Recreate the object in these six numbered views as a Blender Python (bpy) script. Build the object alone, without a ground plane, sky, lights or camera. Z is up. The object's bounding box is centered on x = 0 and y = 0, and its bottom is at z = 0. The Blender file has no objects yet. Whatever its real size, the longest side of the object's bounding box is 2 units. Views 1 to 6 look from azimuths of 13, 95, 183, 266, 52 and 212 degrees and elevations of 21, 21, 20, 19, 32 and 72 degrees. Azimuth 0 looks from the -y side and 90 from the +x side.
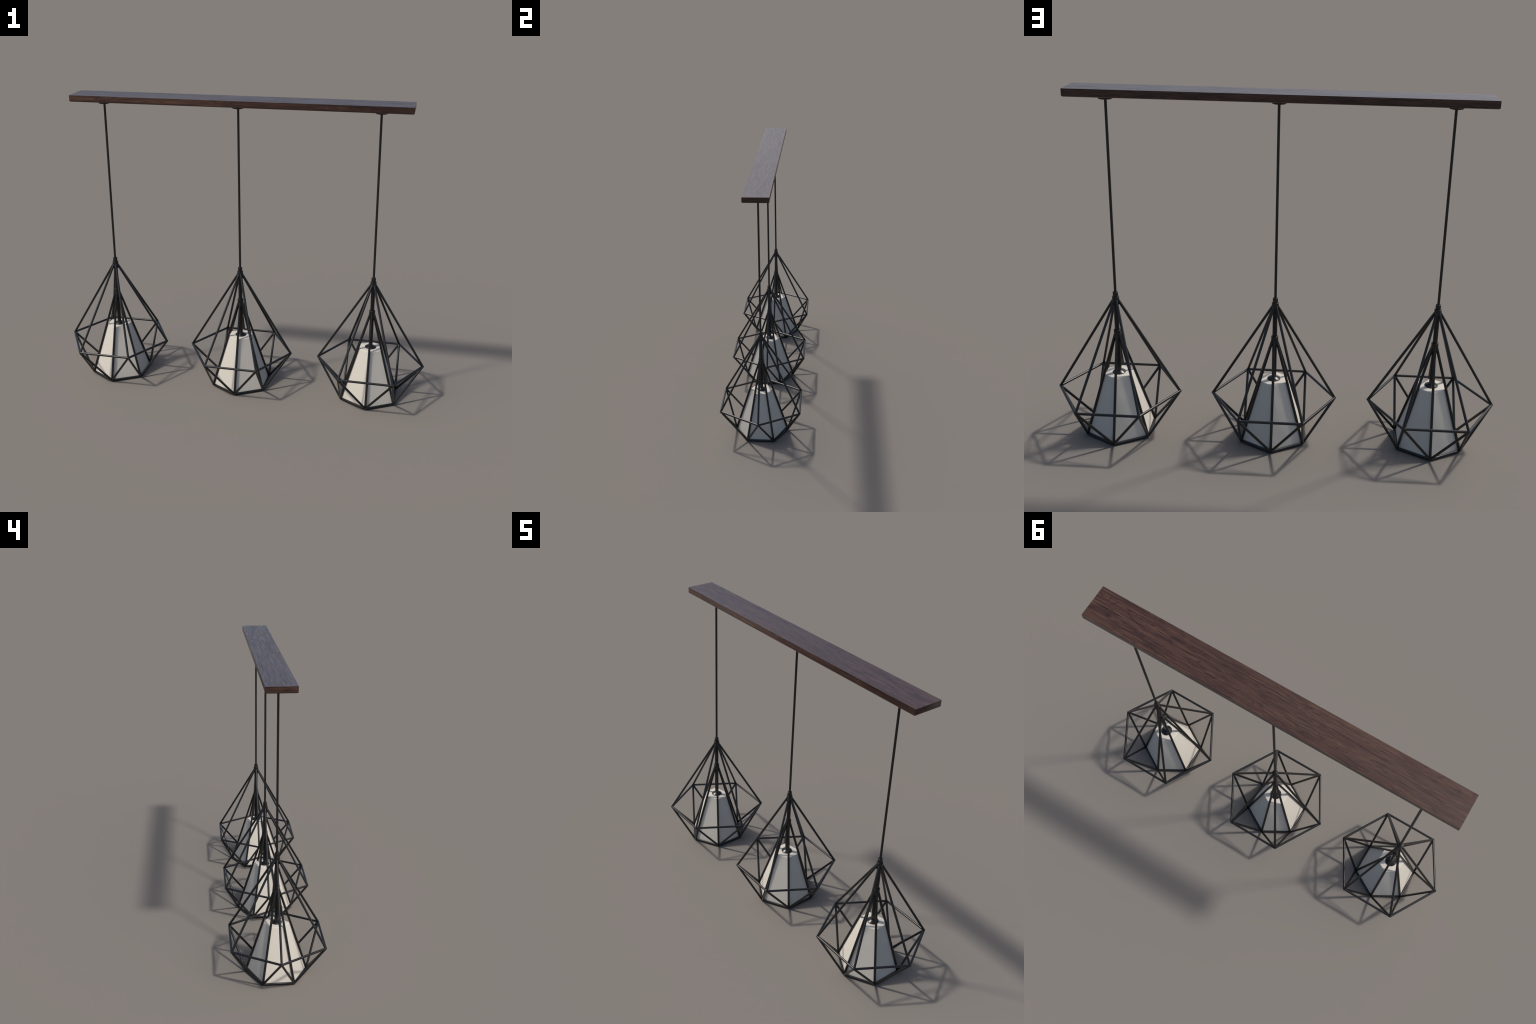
"""Three diamond-shaped wire cage pendants with faceted shades hanging from one wooden board."""
import bpy, bmesh, math
from mathutils import Vector, Matrix

# ------------------------------------------------------------------ sizes (metres)
LAMP_X = (-0.7128, 0.0, 0.7128)
ROD = 0.0060                       # radius of every wire of the cages
RING_R, RING_Z = 0.2802, 0.2035    # widest hexagon, corners on +-x
BASE_R, BASE_Z = 0.1628, 0.0060    # foot hexagon, turned by half a side
APEX_R, APEX_Z = 0.0076, 0.6555    # where the outer wires enter the upper hub
INNER_R, INNER_Z = 0.0105, 0.4840  # where the inner wires enter the lower hub
TUBE_R = 0.0106
SHADE_TOP = 0.2895
BOARD_X, BOARD_Y = 0.8718, 0.0778
BOARD_LOW, BOARD_TOP = 1.5556, 1.5900
CORD_R = 0.0059


# ------------------------------------------------------------------ materials
def new_material(name):
    m = bpy.data.materials.new(name)
    m.use_nodes = True
    nt = m.node_tree
    return m, nt, nt.nodes["Principled BSDF"]


def node(nt, kind, **inputs):
    n = nt.nodes.new(kind)
    for k, v in inputs.items():
        n.inputs[k.replace("_", " ")].default_value = v
    return n


def noise_on(nt, vector, scale, detail, rough=0.55, distortion=0.0):
    n = node(nt, "ShaderNodeTexNoise", Scale=scale, Detail=detail, Roughness=rough, Distortion=distortion)
    nt.links.new(vector, n.inputs["Vector"])
    return n.outputs["Fac"]


def ramp(nt, fac, stops):
    r = nt.nodes.new("ShaderNodeValToRGB")
    e = r.color_ramp.elements
    while len(e) < len(stops):
        e.new(0.5)
    for el, (p, c) in zip(e, stops):
        el.position = p
        el.color = (*c, 1)
    nt.links.new(fac, r.inputs["Fac"])
    return r.outputs["Color"]


def mix(nt, kind, fac, a, b):
    m = nt.nodes.new("ShaderNodeMix")
    m.data_type = "RGBA"
    m.blend_type = kind
    for sock, v in ((m.inputs[0], fac), (m.inputs[6], a), (m.inputs[7], b)):
        if hasattr(v, "is_linked"):
            nt.links.new(v, sock)
        else:
            sock.default_value = v if isinstance(v, float) else (*v, 1)
    return m.outputs[2]


ROUGH, SPEC = 0.32, (0.36, 0.88)  # lacquer: weak straight on, strong at a low angle


def wood(name, along):
    """Walnut: long streaks along one axis, darker pores, drifting tone."""
    m, nt, b = new_material(name)
    tc = nt.nodes.new("ShaderNodeTexCoord")

    def stretched(long, across, shift):
        mp = nt.nodes.new("ShaderNodeMapping")
        mp.inputs["Scale"].default_value = (long, across, across) if along == "x" else (across, long, across)
        mp.inputs["Location"].default_value = (shift, shift * 0.7, shift * 1.3)
        mp.inputs["Rotation"].default_value = (0, 0, 0.018)
        nt.links.new(tc.outputs["Object"], mp.inputs["Vector"])
        return mp.outputs["Vector"]

    band = noise_on(nt, stretched(1.8, 22, 3.1), 1.0, 3, 0.5, 0.8)
    streak = noise_on(nt, stretched(6.5, 150, 7.7), 1.0, 4, 0.6, 1.2)
    line = noise_on(nt, stretched(3.4, 64, 1.9), 1.0, 3, 0.6, 1.8)
    vein = noise_on(nt, stretched(2.4, 26, 8.8), 1.0, 2, 0.5, 1.4)
    ridge = nt.nodes.new("ShaderNodeMath")
    ridge.operation = "PINGPONG"
    ridge.inputs[1].default_value = 0.055
    nt.links.new(vein, ridge.inputs[0])
    fleck = noise_on(nt, stretched(11.0, 130, 4.4), 1.0, 2, 0.5, 0.6)
    base = ramp(nt, streak, [(0.32, (0.037, 0.0180, 0.0140)), (0.50, (0.060, 0.0298, 0.0218)), (0.70, (0.093, 0.0495, 0.0325))])
    bands = ramp(nt, band, [(0.34, (0.84, 0.80, 0.82)), (0.52, (1.0, 1.0, 1.0)), (0.68, (1.14, 1.18, 1.10))])
    col = mix(nt, "MULTIPLY", 1.0, base, bands)
    lines = ramp(nt, line, [(0.30, (0.46, 0.46, 0.52)), (0.43, (0.90, 0.90, 0.92)), (0.55, (1.04, 1.04, 1.04)), (0.72, (1.32, 1.36, 1.24))])
    col = mix(nt, "MULTIPLY", 1.0, col, lines)
    veins = ramp(nt, ridge.outputs[0], [(0.0, (0.50, 0.48, 0.54)), (0.011, (0.80, 0.79, 0.82)), (0.024, (1.02, 1.02, 1.02))])
    col = mix(nt, "MULTIPLY", 1.0, col, veins)
    flecks = ramp(nt, fleck, [(0.66, (1.0, 1.0, 1.0)), (0.76, (1.35, 1.25, 1.10))])
    col = mix(nt, "MULTIPLY", 1.0, col, flecks)
    nt.links.new(col, b.inputs["Base Color"])
    rr = ramp(nt, line, [(0.3, (ROUGH + 0.10,) * 3), (0.7, (ROUGH - 0.10,) * 3)])
    nt.links.new(rr, b.inputs["Roughness"])
    lw = node(nt, "ShaderNodeLayerWeight", Blend=0.5)
    mr = node(nt, "ShaderNodeMapRange")
    for sock, v in zip(("From Min", "From Max", "To Min", "To Max"), (0.35, 0.66, *SPEC)):
        mr.inputs[sock].default_value = v
    nt.links.new(lw.outputs["Facing"], mr.inputs["Value"])
    nt.links.new(mr.outputs["Result"], b.inputs["Specular IOR Level"])
    bump = node(nt, "ShaderNodeBump", Strength=0.25, Distance=0.0006)
    nt.links.new(streak, bump.inputs["Height"])
    nt.links.new(bump.outputs["Normal"], b.inputs["Normal"])
    return m


def black_metal(name, colour, rough, grain):
    m, nt, b = new_material(name)
    tc = nt.nodes.new("ShaderNodeTexCoord")
    f = noise_on(nt, tc.outputs["Object"], grain, 3)
    c = ramp(nt, f, [(0.3, tuple(v * 0.88 for v in colour)), (0.7, tuple(v * 1.12 for v in colour))])
    nt.links.new(c, b.inputs["Base Color"])
    b.inputs["Roughness"].default_value = rough
    return m


def shade_fabric():
    m, nt, b = new_material("shade_fabric")
    tc = nt.nodes.new("ShaderNodeTexCoord")
    f = noise_on(nt, tc.outputs["Object"], 24, 4, 0.6)
    c = ramp(nt, f, [(0.3, (0.577, 0.541, 0.474)), (0.7, (0.590, 0.554, 0.487))])
    nt.links.new(c, b.inputs["Base Color"])
    b.inputs["Roughness"].default_value = 0.7
    b.inputs["Specular IOR Level"].default_value = 0.3
    weave = noise_on(nt, tc.outputs["Object"], 700, 1)
    bump = node(nt, "ShaderNodeBump", Strength=0.05, Distance=0.0004)
    nt.links.new(weave, bump.inputs["Height"])
    nt.links.new(bump.outputs["Normal"], b.inputs["Normal"])
    return m


WOOD = wood("walnut_long_grain", "x")
WOOD_END = wood("walnut_board_end", "y")
WIRE = black_metal("black_painted_wire", (0.0056, 0.0056, 0.0058), 0.33, 60)
FITTING = black_metal("black_fitting", (0.0056, 0.0055, 0.0054), 0.31, 40)
CORD = black_metal("black_cord", (0.0062, 0.0062, 0.0062), 0.42, 200)
SHADE = shade_fabric()


# ------------------------------------------------------------------ mesh helpers
def finish(bm, name, material, smooth_angle=40, flat_share=None):
    bmesh.ops.recalc_face_normals(bm, faces=bm.faces)
    limit = math.radians(smooth_angle)
    biggest = max(f.calc_area() for f in bm.faces)
    for f in bm.faces:           # broad plane faces stay truly flat, only their softened edges are smooth
        f.smooth = not (flat_share and f.calc_area() > flat_share * biggest)
    for e in bm.edges:
        e.smooth = len(e.link_faces) == 2 and e.calc_face_angle(0) < limit
    me = bpy.data.meshes.new(name)
    bm.to_mesh(me)
    bm.free()
    me.materials.append(material)
    return me


def rod_mesh(name, a, b, radius, material, cut_a=None, cut_b=None, sides=20, inset=0.0001):
    """Round bar from a to b; an end may be mitred on the plane with the given normal through that end."""
    a, b = Vector(a), Vector(b)
    axis = (b - a).normalized()
    side = axis.cross(Vector((0, 0, 1)))
    side = side.normalized() if side.length > 1e-4 else Vector((1, 0, 0))
    up = side.cross(axis).normalized()
    bm = bmesh.new()
    loops = []
    for end, cut, sgn in ((a, cut_a, 1), (b, cut_b, -1)):
        n = Vector(cut).normalized() if cut else axis
        p0 = end + axis * inset * sgn
        loop = []
        for i in range(sides):
            t = 2 * math.pi * i / sides
            p = p0 + (side * math.cos(t) + up * math.sin(t)) * radius
            p -= axis * ((p - p0).dot(n) / axis.dot(n))
            loop.append(bm.verts.new(p))
        loops.append(loop)
    for i in range(sides):
        j = (i + 1) % sides
        bm.faces.new((loops[0][i], loops[0][j], loops[1][j], loops[1][i]))
    for loop in loops:
        bm.faces.new(loop)
    return finish(bm, name, material)


def lathe_mesh(name, profile, material, sides=40, smooth_angle=40):
    """Turned part: (radius, z) points, a radius of 0 closes on the axis."""
    bm = bmesh.new()
    rows = []
    for r, z in profile:
        if r == 0:
            rows.append([bm.verts.new((0, 0, z))])
        else:
            rows.append([bm.verts.new((r * math.cos(2 * math.pi * i / sides), r * math.sin(2 * math.pi * i / sides), z)) for i in range(sides)])
    for lo, hi in zip(rows, rows[1:]):
        for i in range(sides):
            j = (i + 1) % sides
            quad = [lo[i % len(lo)], lo[j % len(lo)], hi[j % len(hi)], hi[i % len(hi)]]
            quad = list(dict.fromkeys(quad))
            if len(quad) >= 3:
                bm.faces.new(quad)
    return finish(bm, name, material, smooth_angle)


def fillet(r0, z0, r1, z1, steps=4):
    """Quarter-round from (r0,z0) on the outer wall to (r1,z1) on the flat."""
    out = []
    for i in range(steps + 1):
        t = math.pi / 2 * i / steps
        out.append((r1 + (r0 - r1) * math.cos(t), z0 + (z1 - z0) * math.sin(t)))
    return out


def hexagon(radius, z, turn):
    return [Vector((radius * math.cos(math.radians(turn + 60 * i)), radius * math.sin(math.radians(turn + 60 * i)), z)) for i in range(6)]


# ------------------------------------------------------------------ shared part meshes (lamp axis at x = y = 0)
def shade_mesh():
    """Faceted fabric shade: hexagonal frustum, thin wall, softened top edge, open below."""
    bm = bmesh.new()

    def edge_radius(z):
        t = (z - BASE_Z) / (INNER_Z - BASE_Z)
        return BASE_R + (INNER_R - BASE_R) * t - 0.0045

    low, wall, soft = 0.0035, 0.0025, 0.0035
    levels = [(edge_radius(low) - wall, low), (edge_radius(low), low)]
    n = 6
    for i in range(1, n + 1):
        z = low + (SHADE_TOP - soft - low) * i / n
        levels.append((edge_radius(z), z))
    rt = edge_radius(SHADE_TOP - soft)
    for i in range(1, 4):
        t = math.pi / 2 * i / 3
        levels.append((rt - soft * (1 - math.cos(t)), SHADE_TOP - soft + soft * math.sin(t)))
    inner = [(edge_radius(SHADE_TOP) - wall - 0.002, SHADE_TOP - wall)]
    rows = [[bm.verts.new(p) for p in hexagon(r, z, 30)] for r, z in levels]
    top = rows[-1]
    irow = [bm.verts.new(p) for p in hexagon(inner[0][0], inner[0][1], 30)]
    for lo, hi in zip(rows, rows[1:]):
        for i in range(6):
            bm.faces.new((lo[i], lo[(i + 1) % 6], hi[(i + 1) % 6], hi[i]))
    bm.faces.new(top)
    for i in range(6):
        bm.faces.new((rows[0][i], irow[i], irow[(i + 1) % 6], rows[0][(i + 1) % 6]))
    bm.faces.new(irow)
    return finish(bm, "shade", SHADE, 45, 0.1)


def stem_mesh():
    """Centre tube with the two hubs that gather the wires, one turned piece."""
    hub, neck = 0.0158, 0.0117
    p = [(0, SHADE_TOP + 0.004), (TUBE_R, SHADE_TOP + 0.004), (TUBE_R, 0.4650)]
    p += [(hub, 0.4650), (hub, 0.5025)] + fillet(hub, 0.5025, hub - 0.0015, 0.5040)[1:]
    p += [(TUBE_R, 0.5040), (TUBE_R, 0.6280), (hub, 0.6280), (hub, 0.6645)]
    p += fillet(hub, 0.6645, hub - 0.0015, 0.6660)[1:]
    p += [(neck, 0.6660), (neck, 0.6865)] + fillet(neck, 0.6865, neck - 0.0015, 0.6880)[1:]
    p += [(0, 0.6880)]
    return lathe_mesh("stem", p, FITTING)


def cap_mesh():
    """Conical cap that sits on the shade, with a thin upright rim."""
    z = SHADE_TOP - 0.0005
    p = [(0, z), (0.0290, z), (0.0295, z + 0.0006), (0.0295, z + 0.0034), (0.0288, z + 0.0042)]
    p += [(0.0115, z + 0.0122), (0.0108, z + 0.0135), (0, z + 0.0135)]
    return lathe_mesh("socket_cap", p, FITTING, 48, 30)


def canopy_mesh():
    """Round ceiling cup under the board."""
    p = [(0, BOARD_LOW + 0.001), (0.0320, BOARD_LOW + 0.001), (0.0320, BOARD_LOW - 0.0080)]
    p += fillet(0.0320, BOARD_LOW - 0.0080, 0.0260, BOARD_LOW - 0.0148, 6)[1:]
    p += [(0, BOARD_LOW - 0.0150)]
    return lathe_mesh("canopy", p, FITTING, 48)


def board_mesh():
    """Solid board: sharp top edges, rounded lower edges."""
    bm = bmesh.new()
    bmesh.ops.create_cube(bm, size=1)
    for v in bm.verts:
        v.co = Vector((v.co.x * 2 * BOARD_X, v.co.y * 2 * BOARD_Y, BOARD_LOW + (v.co.z + 0.5) * (BOARD_TOP - BOARD_LOW)))
    low = [e for e in bm.edges if all(v.co.z < BOARD_LOW + 1e-4 for v in e.verts)]
    bmesh.ops.bevel(bm, geom=low, offset=0.0085, segments=5, affect="EDGES", profile=0.5)
    upright = [e for e in bm.edges if e.calc_face_angle(0) > math.radians(60) and abs(e.verts[0].co.z - e.verts[1].co.z) > 0.015]
    bmesh.ops.bevel(bm, geom=upright, offset=0.0010, segments=1, affect="EDGES", profile=0.5)
    me = finish(bm, "board", WOOD, 50)
    me.materials.append(WOOD_END)
    for poly in me.polygons:
        if abs(poly.normal.x) > 0.75:
            poly.material_index = 1
    return me


ring, base = hexagon(RING_R, RING_Z, 0), hexagon(BASE_R, BASE_Z, 30)
tip = [p.normalized() for p in hexagon(1, 0, 0)]
foot = [p.normalized() for p in hexagon(1, 0, 30)]
Z = Vector((0, 0, 1))


def wire_kit():
    """One mesh per kind of wire; the sixfold copies are turns about the lamp axis."""
    kit = []
    kit.append(("upper_rod", rod_mesh("upper_rod", ring[0], Vector((APEX_R, 0, APEX_Z)), ROD, WIRE), 0))
    kit.append(("ring_rod", rod_mesh("ring_rod", ring[0], ring[1], ROD, WIRE, tip[0].cross(Z), tip[1].cross(Z)), 0))
    kit.append(("lower_rod", rod_mesh("lower_rod", ring[0], base[0], ROD, WIRE), 0))
    kit.append(("lower_rod", rod_mesh("lower_rod", ring[0], base[5], ROD, WIRE), 0))
    kit.append(("base_rod", rod_mesh("base_rod", base[0], base[1], ROD, WIRE, foot[0].cross(Z), foot[1].cross(Z)), 0))
    top = Vector((INNER_R * math.cos(math.radians(30)), INNER_R * math.sin(math.radians(30)), INNER_Z))
    kit.append(("inner_rod", rod_mesh("inner_rod", base[0], top, ROD, WIRE), 0))
    return kit


# ------------------------------------------------------------------ assembly
scene = bpy.context.scene.collection


def place(name, data, parent, loc=(0, 0, 0), turn=0.0):
    ob = bpy.data.objects.new(name, data)
    ob.location = loc
    ob.rotation_euler = (0, 0, math.radians(turn))
    ob.parent = parent
    scene.objects.link(ob)
    return ob


root = place("pendant_light", None, None)
root["label"] = "three black diamond wire cage pendants hanging from a dark wooden board"
root["category"] = "pendant light"

place("board", board_mesh(), root)
cord = lathe_mesh("cord", [(0, 0.6875), (CORD_R, 0.6875), (CORD_R, BOARD_LOW - 0.0145), (0, BOARD_LOW - 0.0145)], CORD, 20)
canopy, stem, cap, shade, wires = canopy_mesh(), stem_mesh(), cap_mesh(), shade_mesh(), wire_kit()
for x in LAMP_X:
    place("canopy", canopy, root, (x, 0, 0))
    place("cord", cord, root, (x, 0, 0))
    body = place("stem", stem, root, (x, 0, 0))
    place("socket_cap", cap, body)
    place("shade", shade, body)
    for name, data, _ in wires:
        for k in range(6):
            place(name, data, body, turn=60 * k)
